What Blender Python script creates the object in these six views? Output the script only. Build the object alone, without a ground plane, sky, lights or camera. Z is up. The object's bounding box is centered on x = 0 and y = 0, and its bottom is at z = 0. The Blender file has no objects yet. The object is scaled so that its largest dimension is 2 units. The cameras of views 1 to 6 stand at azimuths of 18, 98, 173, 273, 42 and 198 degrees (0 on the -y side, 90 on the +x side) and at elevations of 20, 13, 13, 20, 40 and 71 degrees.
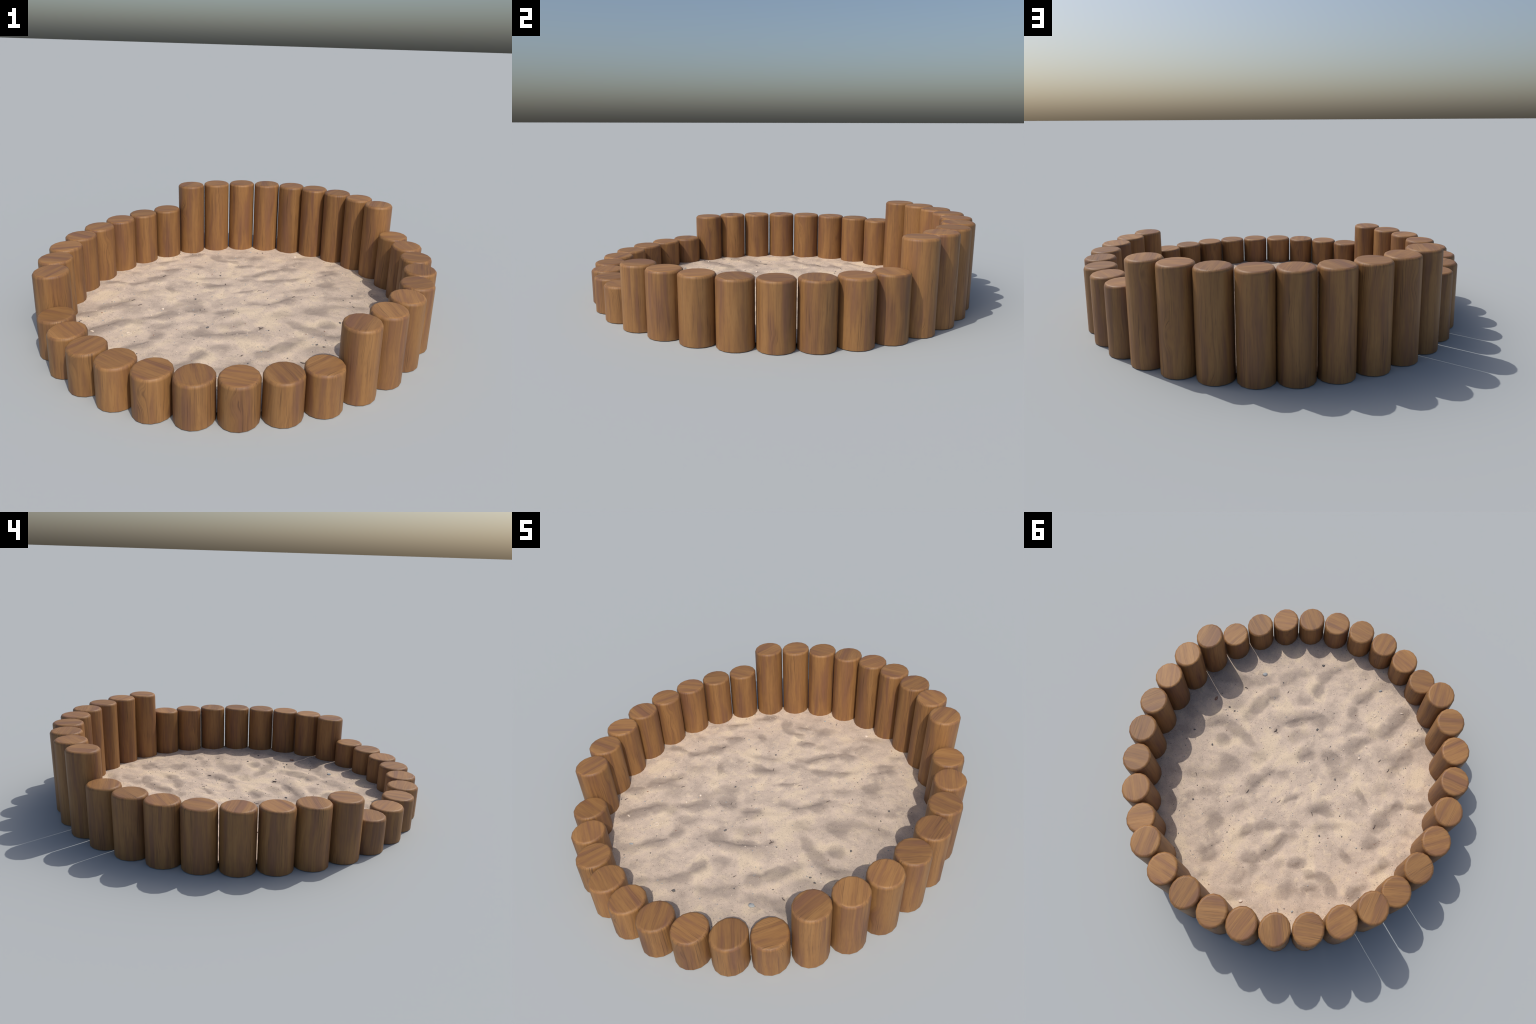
"""Round garden sandpit: an oval palisade of 34 rounded timber logs in three
heights (low in front, medium at the sides, tall at the back) around a bed of
raked, trodden sand with pebbles, twigs and a small ring-shaped shell."""
import bpy, bmesh, math, random
import numpy as np
from mathutils import Vector, noise

random.seed(7)

# ------------------------------------------------------------------ sizes
LOGS = 34                       # logs in the ring
STEP = math.radians(10.6)       # set out from the middle of the tall side
RING = 0.9175                   # ring radius (log axes) along y
LOG_R = 0.0828                  # log radius along y
SQUASH = 0.912                  # the whole ring is narrower along x
FACETS = 16
FACET_PHASE = math.radians(2.0)
BEVEL = 0.0145
LOW, MEDIUM, TALL = 0.1745, 0.3050, 0.4355
SAND_Z = 0.021
SAND_EDGE = 0.996               # sand reaches the log axes
BANK_STEEP = 0.30               # slope of banks modelled to darken the shade marks
RIDGE = 0.0045                  # height of the loose ridges
PAINT = 0.56                    # strength of the shadow colour painted on the hollows are

# hollows of dune shading tinted into the sand: x, y, direction in degrees, half length, half width
DARK_SHADE_MARKS = [
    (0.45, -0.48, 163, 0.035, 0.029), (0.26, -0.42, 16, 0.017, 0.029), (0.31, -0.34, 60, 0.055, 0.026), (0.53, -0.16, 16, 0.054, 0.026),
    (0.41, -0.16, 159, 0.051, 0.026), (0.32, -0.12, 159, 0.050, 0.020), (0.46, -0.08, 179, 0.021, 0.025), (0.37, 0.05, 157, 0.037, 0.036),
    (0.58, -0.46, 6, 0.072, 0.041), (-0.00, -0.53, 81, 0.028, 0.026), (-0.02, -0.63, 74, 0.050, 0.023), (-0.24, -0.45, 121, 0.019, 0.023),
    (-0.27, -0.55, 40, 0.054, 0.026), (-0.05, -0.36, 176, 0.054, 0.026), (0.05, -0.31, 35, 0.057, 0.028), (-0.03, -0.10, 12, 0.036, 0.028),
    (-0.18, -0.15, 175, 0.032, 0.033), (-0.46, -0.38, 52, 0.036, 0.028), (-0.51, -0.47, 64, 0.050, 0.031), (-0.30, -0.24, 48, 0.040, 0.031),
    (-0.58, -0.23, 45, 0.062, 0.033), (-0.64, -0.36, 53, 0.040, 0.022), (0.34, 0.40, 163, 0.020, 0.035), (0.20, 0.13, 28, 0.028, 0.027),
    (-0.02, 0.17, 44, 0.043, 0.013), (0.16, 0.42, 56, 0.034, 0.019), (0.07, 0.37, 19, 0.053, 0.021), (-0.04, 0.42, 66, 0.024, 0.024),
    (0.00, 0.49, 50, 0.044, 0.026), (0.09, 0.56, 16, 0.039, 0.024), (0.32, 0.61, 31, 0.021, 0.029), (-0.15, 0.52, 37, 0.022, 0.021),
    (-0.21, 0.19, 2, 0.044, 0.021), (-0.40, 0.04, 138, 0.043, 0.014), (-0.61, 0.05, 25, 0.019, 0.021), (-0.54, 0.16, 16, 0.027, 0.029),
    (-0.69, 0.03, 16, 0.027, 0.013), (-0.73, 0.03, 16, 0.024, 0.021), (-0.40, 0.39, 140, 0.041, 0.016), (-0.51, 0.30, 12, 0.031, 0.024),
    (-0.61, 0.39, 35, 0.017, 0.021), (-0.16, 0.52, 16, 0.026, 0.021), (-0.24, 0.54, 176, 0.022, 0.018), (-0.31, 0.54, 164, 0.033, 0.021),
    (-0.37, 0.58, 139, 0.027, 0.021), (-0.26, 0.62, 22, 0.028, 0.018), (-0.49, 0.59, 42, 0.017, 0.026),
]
FAINT_SHADE_MARKS = [
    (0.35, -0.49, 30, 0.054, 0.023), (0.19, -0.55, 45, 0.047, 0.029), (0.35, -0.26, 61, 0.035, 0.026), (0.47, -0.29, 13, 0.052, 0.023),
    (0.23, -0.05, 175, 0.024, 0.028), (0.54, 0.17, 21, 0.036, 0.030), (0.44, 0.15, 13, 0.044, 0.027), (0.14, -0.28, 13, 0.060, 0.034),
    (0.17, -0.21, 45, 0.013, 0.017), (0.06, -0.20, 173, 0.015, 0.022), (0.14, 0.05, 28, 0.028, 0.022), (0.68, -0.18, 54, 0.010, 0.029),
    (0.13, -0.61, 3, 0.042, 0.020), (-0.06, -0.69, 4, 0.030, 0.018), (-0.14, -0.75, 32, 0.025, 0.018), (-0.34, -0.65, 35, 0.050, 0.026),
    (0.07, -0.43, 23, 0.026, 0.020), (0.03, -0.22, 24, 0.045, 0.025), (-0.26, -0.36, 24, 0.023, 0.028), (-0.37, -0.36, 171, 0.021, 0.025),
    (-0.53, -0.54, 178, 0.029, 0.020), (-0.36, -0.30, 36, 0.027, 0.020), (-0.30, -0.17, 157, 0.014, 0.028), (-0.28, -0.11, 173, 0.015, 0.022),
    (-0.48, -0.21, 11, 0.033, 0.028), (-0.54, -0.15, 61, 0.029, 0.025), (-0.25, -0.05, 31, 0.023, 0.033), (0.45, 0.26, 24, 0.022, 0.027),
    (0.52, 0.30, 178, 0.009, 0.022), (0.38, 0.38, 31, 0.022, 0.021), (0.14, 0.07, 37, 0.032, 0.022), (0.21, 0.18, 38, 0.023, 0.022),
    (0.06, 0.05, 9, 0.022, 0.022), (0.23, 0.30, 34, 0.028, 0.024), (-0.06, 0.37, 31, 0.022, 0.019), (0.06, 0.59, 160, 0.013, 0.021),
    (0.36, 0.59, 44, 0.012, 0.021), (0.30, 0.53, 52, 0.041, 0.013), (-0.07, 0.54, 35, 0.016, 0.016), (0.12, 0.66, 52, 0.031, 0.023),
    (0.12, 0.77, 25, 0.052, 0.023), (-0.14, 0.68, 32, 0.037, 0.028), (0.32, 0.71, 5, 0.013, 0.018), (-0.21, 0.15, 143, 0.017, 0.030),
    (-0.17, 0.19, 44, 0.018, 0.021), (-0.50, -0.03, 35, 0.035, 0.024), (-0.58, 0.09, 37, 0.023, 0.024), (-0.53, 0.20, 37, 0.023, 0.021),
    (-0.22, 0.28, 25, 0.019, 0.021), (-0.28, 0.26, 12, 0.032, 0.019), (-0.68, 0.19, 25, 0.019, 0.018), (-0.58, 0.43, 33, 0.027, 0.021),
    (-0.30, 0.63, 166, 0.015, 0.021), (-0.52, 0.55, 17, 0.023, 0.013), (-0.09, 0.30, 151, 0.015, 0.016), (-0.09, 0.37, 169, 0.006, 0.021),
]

# ------------------------------------------------------------------ node helpers
class Nodes:
    def __init__(self, tree):
        self.t = tree
    def add(self, kind, **props):
        n = self.t.nodes.new(kind)
        for k, v in props.items():
            setattr(n, k, v)
        return n
    def link(self, a, b):
        self.t.links.new(a, b)
    def put(self, socket, value):
        if isinstance(value, bpy.types.NodeSocket):
            self.t.links.new(value, socket)
        else:
            socket.default_value = value
    def math(self, op, a, b=0.0, c=0.0, clamp=False):
        n = self.add('ShaderNodeMath', operation=op, use_clamp=clamp)
        for s, v in zip(n.inputs, (a, b, c)):
            self.put(s, v)
        return n.outputs[0]
    def vmath(self, op, a, b=(0, 0, 0)):
        n = self.add('ShaderNodeVectorMath', operation=op)
        self.put(n.inputs[0], a)
        self.put(n.inputs[1], b)
        return n.outputs['Value'] if op in ('LENGTH', 'DOT_PRODUCT') else n.outputs[0]
    def xyz(self, x, y, z):
        n = self.add('ShaderNodeCombineXYZ')
        for s, v in zip(n.inputs, (x, y, z)):
            self.put(s, v)
        return n.outputs[0]
    def split(self, v):
        n = self.add('ShaderNodeSeparateXYZ')
        self.link(v, n.inputs[0])
        return n.outputs
    def noise(self, vec, scale, detail=3.0, rough=0.55, distort=0.0, color=False):
        n = self.add('ShaderNodeTexNoise')
        self.link(vec, n.inputs['Vector'])
        n.inputs['Scale'].default_value = scale
        n.inputs['Detail'].default_value = detail
        n.inputs['Roughness'].default_value = rough
        n.inputs['Distortion'].default_value = distort
        return n.outputs['Color' if color else 'Fac']
    def remap(self, v, a, b, lo=0.0, hi=1.0, smooth=True):
        n = self.add('ShaderNodeMapRange', interpolation_type='SMOOTHSTEP' if smooth else 'LINEAR')
        for s, x in zip(n.inputs, (v, a, b, lo, hi)):
            self.put(s, x)
        return n.outputs[0]
    def ramp(self, fac, stops):
        n = self.add('ShaderNodeValToRGB')
        e = n.color_ramp.elements
        while len(e) < len(stops):
            e.new(0.5)
        for el, (p, c) in zip(e, stops):
            el.position = p
            el.color = (*c, 1)
        self.link(fac, n.inputs[0])
        return n.outputs[0]
    def mix(self, fac, a, b, blend='MIX'):
        n = self.add('ShaderNodeMix', data_type='RGBA', blend_type=blend)
        self.put(n.inputs['Factor'], fac)
        for s, v in ((n.inputs[6], a), (n.inputs[7], b)):
            self.put(s, (*v, 1) if isinstance(v, tuple) else v)
        return n.outputs[2]


def new_material(name, rough=0.6, spec=0.3):
    m = bpy.data.materials.new(name)
    m.use_nodes = True
    n = Nodes(m.node_tree)
    p = m.node_tree.nodes['Principled BSDF']
    p.inputs['Roughness'].default_value = rough
    p.inputs['Specular IOR Level'].default_value = spec
    return m, n, p


def bump(n, p, height, strength, distance):
    b = n.add('ShaderNodeBump')
    b.inputs['Strength'].default_value = strength
    b.inputs['Distance'].default_value = distance
    n.link(height, b.inputs['Height'])
    n.link(b.outputs[0], p.inputs['Normal'])


# ------------------------------------------------------------------ wood
def wood_group():
    """Plain-sawn stained timber: across / along the grain in metres, a seed."""
    g = bpy.data.node_groups.new('plain_sawn_timber', 'ShaderNodeTree')
    for nm in ('Across', 'Along', 'Seed'):
        g.interface.new_socket(nm, in_out='INPUT', socket_type='NodeSocketFloat')
    g.interface.new_socket('Color', in_out='OUTPUT', socket_type='NodeSocketColor')
    g.interface.new_socket('Grain', in_out='OUTPUT', socket_type='NodeSocketFloat')
    n = Nodes(g)
    i = n.add('NodeGroupInput')
    o = n.add('NodeGroupOutput')
    across, along, seed = i.outputs[0], i.outputs[1], i.outputs[2]
    far = n.math('MULTIPLY', seed, 37.0)

    # slow wander of the grain, and a few knots that push it aside
    wander = n.noise(n.xyz(n.math('MULTIPLY', across, 9.0), n.math('MULTIPLY', along, 4.0), far), 1.0, 2.0)
    shift = n.math('MULTIPLY', n.math('SUBTRACT', wander, 0.5), 0.026)
    knot_vec = n.xyz(n.math('MULTIPLY', across, 9.0), n.math('MULTIPLY', along, 4.2), far)
    vor = n.add('ShaderNodeTexVoronoi', feature='F1')
    vor.inputs['Scale'].default_value = 1.0
    n.link(knot_vec, vor.inputs['Vector'])
    rare = n.math('GREATER_THAN', n.split(vor.outputs['Color'])[0], 0.72)
    knot = n.math('MULTIPLY', n.remap(vor.outputs['Distance'], 0.34, 0.02), rare)
    a2 = n.math('ADD', n.math('ADD', across, shift), n.math('MULTIPLY', knot, 0.022))

    broad = n.noise(n.xyz(n.math('MULTIPLY', a2, 26.0), n.math('MULTIPLY', along, 2.2), far), 1.0, 3.0, 0.6)
    streak = n.noise(n.xyz(n.math('MULTIPLY', a2, 120.0), n.math('MULTIPLY', along, 2.2), far), 1.0, 3.0, 0.6)
    lines = n.noise(n.xyz(n.math('MULTIPLY', a2, 380.0), n.math('MULTIPLY', along, 4.0), far), 1.0, 2.0, 0.5)
    pores = n.noise(n.xyz(n.math('MULTIPLY', across, 800.0), n.math('MULTIPLY', along, 26.0), far), 1.0, 2.0, 0.6)

    base = n.ramp(broad, [(0.34, WOOD_PLUM), (0.45, WOOD_BROWN), (0.54, WOOD_GOLD), (0.68, WOOD_LIGHT)])
    base = n.mix(n.remap(streak, 0.48, 0.28, 0.0, 0.45), base, WOOD_DARK)
    base = n.mix(n.remap(streak, 0.52, 0.75, 0.0, 0.35), base, WOOD_LIGHT)
    # sharp latewood lines come and go
    where = n.remap(n.noise(n.xyz(n.math('MULTIPLY', across, 16.0), n.math('MULTIPLY', along, 5.0), n.math('ADD', far, 9.3)), 1.0, 1.0), 0.42, 0.62)
    line = n.math('MULTIPLY', n.remap(lines, 0.45, 0.33), where)
    base = n.mix(n.math('MULTIPLY', line, 0.68), base, WOOD_LINE)
    base = n.mix(n.remap(pores, 0.48, 0.30, 0.0, 0.48), base, WOOD_DARK)
    base = n.mix(n.math('MULTIPLY', n.math('MULTIPLY', n.remap(vor.outputs['Distance'], 0.12, 0.01), rare), 0.35), base, WOOD_LINE)
    # each log has its own tone
    wn = n.add('ShaderNodeTexWhiteNoise', noise_dimensions='1D')
    n.link(n.math('ADD', seed, 3.7), wn.inputs['W'])
    tone = n.remap(wn.outputs['Value'], 0.0, 1.0, 0.86, 1.12, smooth=False)
    base = n.mix(1.0, base, n.xyz(tone, tone, tone), 'MULTIPLY')
    n.link(base, o.inputs[0])
    n.link(n.math('SUBTRACT', n.math('ADD', streak, n.math('MULTIPLY', pores, 0.5)), n.math('MULTIPLY', line, 0.4)), o.inputs[1])
    return g


WOOD_LIGHT = (0.340, 0.175, 0.063)
WOOD_GOLD = (0.300, 0.149, 0.052)
WOOD_BROWN = (0.252, 0.122, 0.049)
WOOD_PLUM = (0.212, 0.100, 0.052)
WOOD_DARK = (0.160, 0.078, 0.036)
WOOD_LINE = (0.095, 0.046, 0.024)


def wood_material(name, group, end_face):
    m, n, p = new_material(name, 0.52, 0.35)
    info = n.add('ShaderNodeObjectInfo')
    seed = n.math('MULTIPLY', info.outputs['Random'], 17.0)
    co = n.add('ShaderNodeTexCoord').outputs['Object']
    x, y, z = n.split(co)
    wn = n.add('ShaderNodeTexWhiteNoise', noise_dimensions='1D')
    n.link(n.math('ADD', seed, 1.9), wn.inputs['W'])
    turn = n.math('MULTIPLY', wn.outputs['Value'], 2 * math.pi)
    rot = n.add('ShaderNodeVectorRotate', rotation_type='Z_AXIS')
    n.link(co, rot.inputs['Vector'])
    n.link(turn, rot.inputs['Angle'])
    rx, ry, _ = n.split(rot.outputs[0])
    g = n.add('ShaderNodeGroup')
    g.node_tree = group
    if end_face:            # sawn top: a board-like figure in a random direction
        n.put(g.inputs[0], rx)
        n.put(g.inputs[1], ry)
        n.put(g.inputs[2], n.math('ADD', seed, 5.5))
    else:                   # the figure wraps round the log and meets in one seam
        n.put(g.inputs[0], n.math('MULTIPLY', n.math('ARCTAN2', ry, rx), 0.08))
        n.put(g.inputs[1], z)
        n.put(g.inputs[2], seed)
    n.link(g.outputs[0], p.inputs['Base Color'])
    bump(n, p, g.outputs[1], 0.25, 0.0015)
    return m


# ------------------------------------------------------------------ sand
SAND_LIGHT = (0.672, 0.543, 0.400)
SAND_MID = (0.522, 0.422, 0.340)
SAND_PINK = (0.588, 0.472, 0.378)
SAND_GREY = (0.410, 0.330, 0.270)
SAND_SHADE_TINT = (0.270, 0.217, 0.182)


def sand_material():
    m, n, p = new_material('trodden_sand', 0.9, 0.15)
    co = n.add('ShaderNodeTexCoord').outputs['Object']
    wob = n.noise(co, 8.0, 3.0, 0.6, color=True)
    warp = n.vmath('ADD', co, n.vmath('MULTIPLY', n.vmath('SUBTRACT', wob, (0.5, 0.5, 0.5)), (0.055, 0.055, 0.0)))
    fine_w = n.noise(co, 60.0, 2.0, 0.6, color=True)
    warp = n.vmath('ADD', warp, n.vmath('MULTIPLY', n.vmath('SUBTRACT', fine_w, (0.5, 0.5, 0.5)), (0.016, 0.016, 0.0)))

    def shade_spots(spots, grow):
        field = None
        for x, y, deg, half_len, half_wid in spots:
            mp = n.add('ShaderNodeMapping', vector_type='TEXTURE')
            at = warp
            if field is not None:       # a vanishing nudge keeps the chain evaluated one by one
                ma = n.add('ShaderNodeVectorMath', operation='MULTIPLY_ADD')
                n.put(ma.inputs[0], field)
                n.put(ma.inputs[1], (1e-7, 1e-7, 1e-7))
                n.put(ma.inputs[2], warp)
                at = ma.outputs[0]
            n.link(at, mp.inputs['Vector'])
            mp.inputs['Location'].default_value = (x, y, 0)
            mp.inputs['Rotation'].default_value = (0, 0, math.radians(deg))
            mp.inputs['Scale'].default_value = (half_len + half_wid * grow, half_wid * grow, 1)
            # each painted shade has one crisp edge, the other fades out
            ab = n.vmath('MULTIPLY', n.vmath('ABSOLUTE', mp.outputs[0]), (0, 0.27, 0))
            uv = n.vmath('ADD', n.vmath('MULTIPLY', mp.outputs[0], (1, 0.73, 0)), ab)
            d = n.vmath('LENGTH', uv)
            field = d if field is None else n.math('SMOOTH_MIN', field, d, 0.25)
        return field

    dark = n.remap(shade_spots(DARK_SHADE_MARKS, 1.12), 1.18, 0.55)
    faint = n.remap(shade_spots(FAINT_SHADE_MARKS, 1.15), 1.25, 0.40)

    patch = n.noise(warp, 7.0, 4.0, 0.6)
    small = n.noise(warp, 26.0, 4.0, 0.65)
    col = n.ramp(patch, [(0.30, SAND_GREY), (0.42, SAND_MID), (0.52, SAND_PINK), (0.62, SAND_LIGHT)])
    col = n.mix(n.remap(small, 0.50, 0.70, 0.0, 0.75), col, SAND_LIGHT)
    col = n.mix(n.remap(small, 0.46, 0.28, 0.0, 0.60), col, SAND_GREY)
    col = n.mix(n.math('MULTIPLY', faint, PAINT * 0.65), col, SAND_SHADE_TINT)
    col = n.mix(n.math('MULTIPLY', dark, PAINT), col, SAND_SHADE_TINT)
    # grains: salt-and-pepper at two sizes
    g1 = n.noise(co, 420.0, 2.0, 0.7)
    g2 = n.noise(co, 170.0, 2.0, 0.6)
    col = n.mix(n.remap(g1, 0.44, 0.25, 0.0, 0.65), col, (0.25, 0.19, 0.15))
    col = n.mix(n.remap(g1, 0.58, 0.75, 0.0, 0.5), col, (0.86, 0.70, 0.52))
    col = n.mix(n.remap(g2, 0.40, 0.25, 0.0, 0.80), col, (0.17, 0.14, 0.12))
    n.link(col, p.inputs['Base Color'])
    h = n.math('ADD', n.math('MULTIPLY', g1, 0.5), n.math('ADD', g2, n.math('MULTIPLY', small, 2.0)))
    bump(n, p, h, 0.35, 0.004)
    return m


def stone_material(name, a, b, rough=0.7):
    m, n, p = new_material(name, rough, 0.3)
    co = n.add('ShaderNodeTexCoord').outputs['Object']
    n.link(n.mix(n.noise(co, 140.0, 3.0), a, b), p.inputs['Base Color'])
    return m


# ------------------------------------------------------------------ geometry
def link(obj, parent):
    bpy.context.scene.collection.objects.link(obj)
    obj.parent = parent
    return obj


def make_object(name, verts, faces, mats, parent, location=(0, 0, 0)):
    me = bpy.data.meshes.new(name)
    me.from_pydata(verts, [], faces)
    for m in mats:
        me.materials.append(m)
    ob = bpy.data.objects.new(name, me)
    ob.location = location
    return link(ob, parent)


def log_profile(height):
    """(radius, z, outward slope, upward slope) from foot to sawn top."""
    prof = [(LOG_R, 0.0, 1, 0), (LOG_R, height - BEVEL, 1, 0)]
    steps = 5
    for k in range(1, steps + 1):
        a = math.pi / 2 * k / steps
        prof.append((LOG_R - BEVEL + BEVEL * math.cos(a), height - BEVEL + BEVEL * math.sin(a), math.cos(a), math.sin(a)))
    return prof


def build_log(index, height, mats, parent):
    t = math.pi + STEP * ((index - LOGS // 2) % LOGS)    # 0 = front, -y
    cx, cy = SQUASH * RING * math.sin(t), -RING * math.cos(t)
    prof = log_profile(height)
    verts, normals = [], []
    for r, z, no, nu in prof:
        for k in range(FACETS):
            a = t + FACET_PHASE + 2 * math.pi * k / FACETS
            verts.append((SQUASH * r * math.sin(a), -r * math.cos(a), z))
            normals.append(Vector((no * math.sin(a) / SQUASH, -no * math.cos(a), nu)).normalized())
    faces, slot = [], []
    for i in range(len(prof) - 1):
        for k in range(FACETS):
            k2 = (k + 1) % FACETS
            faces.append((i * FACETS + k, i * FACETS + k2, (i + 1) * FACETS + k2, (i + 1) * FACETS + k))
            slot.append(0 if i < 4 else 1)
    top = (len(prof) - 1) * FACETS
    faces.append(tuple(range(top, top + FACETS)))
    slot.append(1)
    faces.append(tuple(reversed(range(FACETS))))
    slot.append(1)
    ob = make_object('log', verts, faces, mats, parent, (cx, cy, 0))
    me = ob.data
    me.polygons.foreach_set('material_index', slot)
    me.polygons.foreach_set('use_smooth', [True] * len(faces))
    loop_normals = []
    for poly in me.polygons:
        foot = poly.index == len(faces) - 1
        for v in poly.vertices:
            loop_normals.append(Vector((0, 0, -1)) if foot else normals[v])
    me.normals_split_custom_set(loop_normals)
    return ob


SUN_SIDE = np.array([0.717, -0.697])        # banks drop away from the sun so each shade mark falls dark


def banks(x, y):
    """Height of banks shaped for the dune shading: each mark is a short steep drop."""
    h = np.zeros_like(x)
    for spots, steep in ((DARK_SHADE_MARKS, BANK_STEEP), (FAINT_SHADE_MARKS, BANK_STEEP * 0.62)):
        for cx, cy, deg, half_len, half_wid in spots:
            ca, sa = math.cos(math.radians(deg)), math.sin(math.radians(deg))
            dx, dy = x - cx, y - cy
            a, b = half_len + half_wid * 0.60, half_wid * 1.10
            u, v = (dx * ca + dy * sa) / a, (-dx * sa + dy * ca) / b
            q = u * u + v * v
            drop = -(dx * SUN_SIDE[0] + dy * SUN_SIDE[1])
            h -= steep * drop * np.exp(-0.5 * q)
    return h


def sand_relief(x, y):
    """Sand surface for arrays x, y: wandering ridges plus the banks, level at the logs."""
    wob = [(noise.noise(Vector((p * 7, q * 7, 8.8))), noise.noise(Vector((p * 7, q * 7, 2.2))),
            noise.noise(Vector((p * 22, q * 22, 4.4)))) for p, q in zip(x, y)]
    wob = np.array(wob)
    wx, wy = x + 0.022 * wob[:, 0] + 0.007 * wob[:, 2], y + 0.022 * wob[:, 1] - 0.007 * wob[:, 2]
    rough = np.array([0.17 - abs(noise.noise(Vector((p * 9, q * 11, 1.3)))) + 0.35 * noise.noise(Vector((p * 26, q * 28, 5.1)))
                      for p, q in zip(wx, wy)])
    f = np.hypot(x / SQUASH, y) / RING
    calm = np.clip((0.985 - f) / 0.10, 0.0, 1.0)
    return SAND_Z + calm * 0.007 * np.tanh((RIDGE * rough + banks(wx, wy)) / 0.007)


def sand_height(x, y):
    return float(sand_relief(np.array([x]), np.array([y]))[0])


def build_sand(mat, parent):
    rings, spokes = 230, 720
    rx, ry = SQUASH * RING * SAND_EDGE, RING * SAND_EDGE
    ang = 2 * math.pi * np.arange(spokes) / spokes
    frac = np.arange(1, rings + 1) / rings
    x = np.concatenate(([0.0], np.outer(frac, rx * np.cos(ang)).ravel()))
    y = np.concatenate(([0.0], np.outer(frac, ry * np.sin(ang)).ravel()))
    verts = list(zip(x.tolist(), y.tolist(), sand_relief(x, y).tolist()))
    faces = []
    for f, z in ((0.99, 0.015), (0.93, 0.002)):          # undercut foot behind the logs
        verts += [(rx * f * math.cos(a), ry * f * math.sin(a), z) for a in ang]
    row = lambda i: 1 + (i - 1) * spokes
    for k in range(spokes):
        faces.append((0, 1 + k, 1 + (k + 1) % spokes))
    for i in range(1, rings + 2):
        for k in range(spokes):
            k2 = (k + 1) % spokes
            faces.append((row(i) + k, row(i + 1) + k, row(i + 1) + k2, row(i) + k2))
    faces.append(tuple(reversed(range(row(rings + 2), row(rings + 2) + spokes))))
    ob = make_object('sand_bed', verts, faces, [mat], parent)
    flat = len(faces) - 1 - 2 * spokes
    ob.data.polygons.foreach_set('use_smooth', [i < flat for i in range(len(faces))])
    return ob


def lump(radius, stretch, seed, subdiv=2):
    """One weathered pebble as (verts, faces)."""
    bm = bmesh.new()
    bmesh.ops.create_icosphere(bm, subdivisions=subdiv, radius=1.0)
    off = Vector((seed * 3.1, seed * 1.7, seed * 0.9))
    for v in bm.verts:
        v.co *= 1.0 + 0.35 * noise.noise(v.co * 1.3 + off)
        v.co = Vector((v.co.x * stretch[0], v.co.y * stretch[1], v.co.z * stretch[2])) * radius
    vs = [v.co.copy() for v in bm.verts]
    fs = [tuple(v.index for v in f.verts) for f in bm.faces]
    bm.free()
    return vs, fs


def build_pebble(name, x, y, size, angle, stretch, mat, parent, seed):
    size *= 0.85
    vs, fs = lump(size, stretch, seed, 3)
    ob = make_object(name, vs, fs, [mat], parent, (x, y, sand_height(x, y) + size * stretch[2] * 0.35))
    ob.rotation_euler[2] = math.radians(angle)
    ob.data.polygons.foreach_set('use_smooth', [True] * len(fs))
    return ob


def build_gravel(name, count, lo, hi, mat, parent):
    """Countless small stones, joined into one part."""
    verts, faces = [], []
    rx, ry = SQUASH * RING * 0.93, RING * 0.93
    shapes = [lump(1.0, (1.0, random.uniform(0.5, 0.9), random.uniform(0.4, 0.7)), 20 + s, 1) for s in range(8)]
    for _ in range(count):
        f, a = math.sqrt(random.random()), random.uniform(0, 2 * math.pi)
        x, y = rx * f * math.cos(a), ry * f * math.sin(a)
        s = lo + (hi - lo) * random.random() ** 2.5
        c, sn = math.cos(a * 7), math.sin(a * 7)
        vs, fs = random.choice(shapes)
        base = len(verts)
        z = sand_height(x, y) + s * 0.15
        verts += [(x + s * (c * v.x - sn * v.y), y + s * (sn * v.x + c * v.y), z + s * v.z) for v in vs]
        faces += [tuple(base + i for i in f2) for f2 in fs]
    ob = make_object(name, verts, faces, [mat], parent)
    ob.data.polygons.foreach_set('use_smooth', [True] * len(faces))
    ob['kind'] = 'stuff'
    return ob


def build_twig(x, y, length, angle, thick, mat, parent):
    """Short bit of twig: a slightly bent tapering rod."""
    sides, parts = 6, 5
    verts, faces = [], []
    for i in range(parts + 1):
        f = i / parts
        px, bend = (f - 0.5) * length * 0.8, 0.12 * length * math.sin(f * 2.6)
        r = thick * (1.0 - 0.55 * f) * (0.85 + 0.3 * random.random())
        for k in range(sides):
            a = 2 * math.pi * k / sides
            verts.append((px, bend + r * math.cos(a), r * math.sin(a)))
    for i in range(parts):
        for k in range(sides):
            k2 = (k + 1) % sides
            faces.append((i * sides + k, (i + 1) * sides + k, (i + 1) * sides + k2, i * sides + k2))
    faces += [tuple(range(sides)), tuple(reversed(range(parts * sides, parts * sides + sides)))]
    ob = make_object('twig', verts, faces, [mat], parent, (x, y, sand_height(x, y) + thick * 0.5))
    ob.rotation_euler[2] = math.radians(angle)
    return ob


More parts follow.
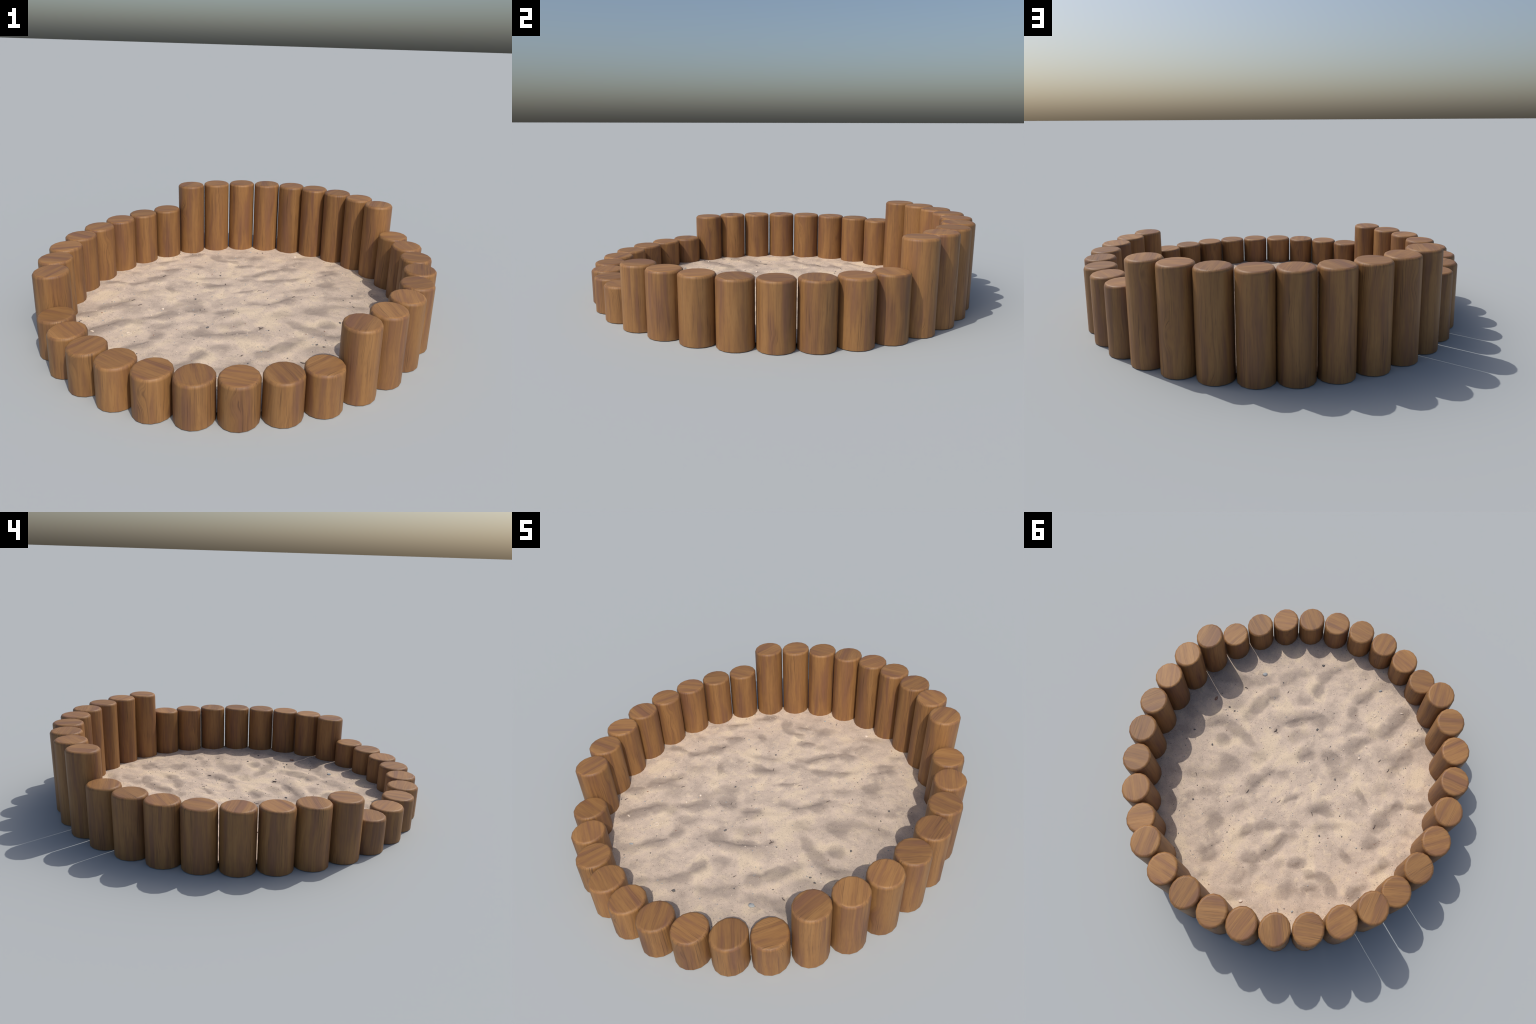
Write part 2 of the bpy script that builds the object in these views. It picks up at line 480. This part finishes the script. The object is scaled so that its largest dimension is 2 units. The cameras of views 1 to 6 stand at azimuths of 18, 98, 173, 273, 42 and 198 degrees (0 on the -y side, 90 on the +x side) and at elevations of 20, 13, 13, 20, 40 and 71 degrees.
def build_shell_ring(x, y, major, minor, mat, parent):
    verts, faces, a_n, b_n = [], [], 28, 8
    for i in range(a_n):
        a = 2 * math.pi * i / a_n
        mr = minor * (0.75 + 0.4 * math.sin(a * 0.5) ** 2)
        for k in range(b_n):
            b = 2 * math.pi * k / b_n
            r = major + mr * math.cos(b)
            verts.append((r * math.cos(a), 0.92 * r * math.sin(a), mr * math.sin(b)))
    for i in range(a_n):
        for k in range(b_n):
            i2, k2 = (i + 1) % a_n, (k + 1) % b_n
            faces.append((i * b_n + k, i2 * b_n + k, i2 * b_n + k2, i * b_n + k2))
    ob = make_object('ring_shell', verts, faces, [mat], parent, (x, y, sand_height(x, y) + minor * 0.3))
    ob.data.polygons.foreach_set('use_smooth', [True] * len(faces))
    return ob


# ------------------------------------------------------------------ assemble
pit = bpy.data.objects.new('sandpit', None)
bpy.context.scene.collection.objects.link(pit)
pit['label'] = 'oval sandpit of upright brown timber logs stepping up in height'
pit['category'] = 'sandpit'

timber = wood_group()
wood = [wood_material('stained_timber', timber, False), wood_material('sawn_log_end', timber, True)]

for i in range(LOGS):
    away = min(i, LOGS - i)                 # steps from the front middle
    build_log(i, LOW if away <= 4 else MEDIUM if away <= 12 else TALL, wood, pit)

build_sand(sand_material(), pit)

dark_stone = stone_material('dark_stone', (0.085, 0.083, 0.083), (0.19, 0.175, 0.165))
grey_stone = stone_material('blue_grey_stone', (0.26, 0.28, 0.29), (0.44, 0.45, 0.44))
pale_stone = stone_material('pale_stone', (0.62, 0.50, 0.40), (0.82, 0.72, 0.60))
red_stone = stone_material('reddish_stone', (0.24, 0.13, 0.09), (0.36, 0.21, 0.15))
bark = stone_material('dark_twig', (0.07, 0.055, 0.05), (0.20, 0.16, 0.14), 0.85)

FLAT = (1.0, 0.7, 0.5)
for x, y, size, angle, stretch, mat in [
        (0.582, -0.308, 0.0165, 75, (1.0, 0.55, 0.45), red_stone),
        (0.347, -0.545, 0.0170, 20, (1.0, 0.75, 0.35), grey_stone),
        (-0.352, -0.634, 0.0130, 30, (1.0, 0.45, 0.40), grey_stone),
        (-0.507, -0.520, 0.0110, 0, (1.0, 0.45, 0.45), pale_stone),
        (-0.334, -0.178, 0.0085, 10, (1.0, 0.9, 0.7), pale_stone),
        (-0.356, -0.259, 0.0110, 130, (1.0, 0.4, 0.4), pale_stone),
        (0.077, 0.788, 0.0120, 20, FLAT, pale_stone),
        (-0.202, 0.762, 0.0080, 60, FLAT, grey_stone),
        (-0.232, -0.016, 0.0075, 110, FLAT, dark_stone),
        (-0.232, 0.326, 0.0075, 110, FLAT, dark_stone),
        (0.509, -0.020, 0.0080, 110, FLAT, dark_stone),
        (0.508, 0.325, 0.0080, 110, FLAT, dark_stone),
        (0.022, -0.702, 0.0110, 20, FLAT, dark_stone),
        (-0.053, -0.284, 0.0095, 70, FLAT, dark_stone),
        (0.487, -0.277, 0.0075, 0, FLAT, dark_stone),
        (0.452, -0.262, 0.0070, 40, FLAT, dark_stone),
        (0.506, -0.255, 0.0075, 0, FLAT, pale_stone),
        (-0.445, 0.336, 0.0060, 20, FLAT, grey_stone),
        (0.640, -0.080, 0.0080, 20, FLAT, dark_stone),
        (0.335, -0.225, 0.0055, 20, FLAT, pale_stone)]:
    build_pebble('pebble', x, y, size, angle, stretch, mat, pit, x * 10 + y)

for x, y, length, angle, thick in [
        (-0.508, -0.152, 0.028, 65, 0.0024), (0.429, -0.427, 0.024, 160, 0.0034), (-0.509, 0.192, 0.030, 70, 0.0026),
        (0.182, -0.209, 0.030, 60, 0.0036), (0.172, -0.200, 0.022, 150, 0.0026), (0.228, 0.193, 0.028, 65, 0.0026),
        (-0.158, 0.219, 0.028, 115, 0.0026), (-0.618, -0.444, 0.024, 75, 0.0024), (-0.447, -0.194, 0.024, 55, 0.0024),
        (-0.156, -0.127, 0.026, 110, 0.0024), (0.180, -0.470, 0.018, 65, 0.0024), (-0.126, 0.779, 0.026, 100, 0.0020),
        (0.040, 0.200, 0.030, 50, 0.0018), (0.540, 0.180, 0.024, 120, 0.0024)]:
    build_twig(x, y, length, angle, thick, bark, pit)

build_shell_ring(-0.354, -0.467, 0.0105, 0.0018, pale_stone, pit)

build_gravel('dark_gravel', 360, 0.0011, 0.0047, dark_stone, pit)
build_gravel('grey_gravel', 440, 0.0011, 0.0046, grey_stone, pit)
build_gravel('pale_gravel', 380, 0.0012, 0.0046, pale_stone, pit)
build_gravel('reddish_gravel', 90, 0.0012, 0.0042, red_stone, pit)
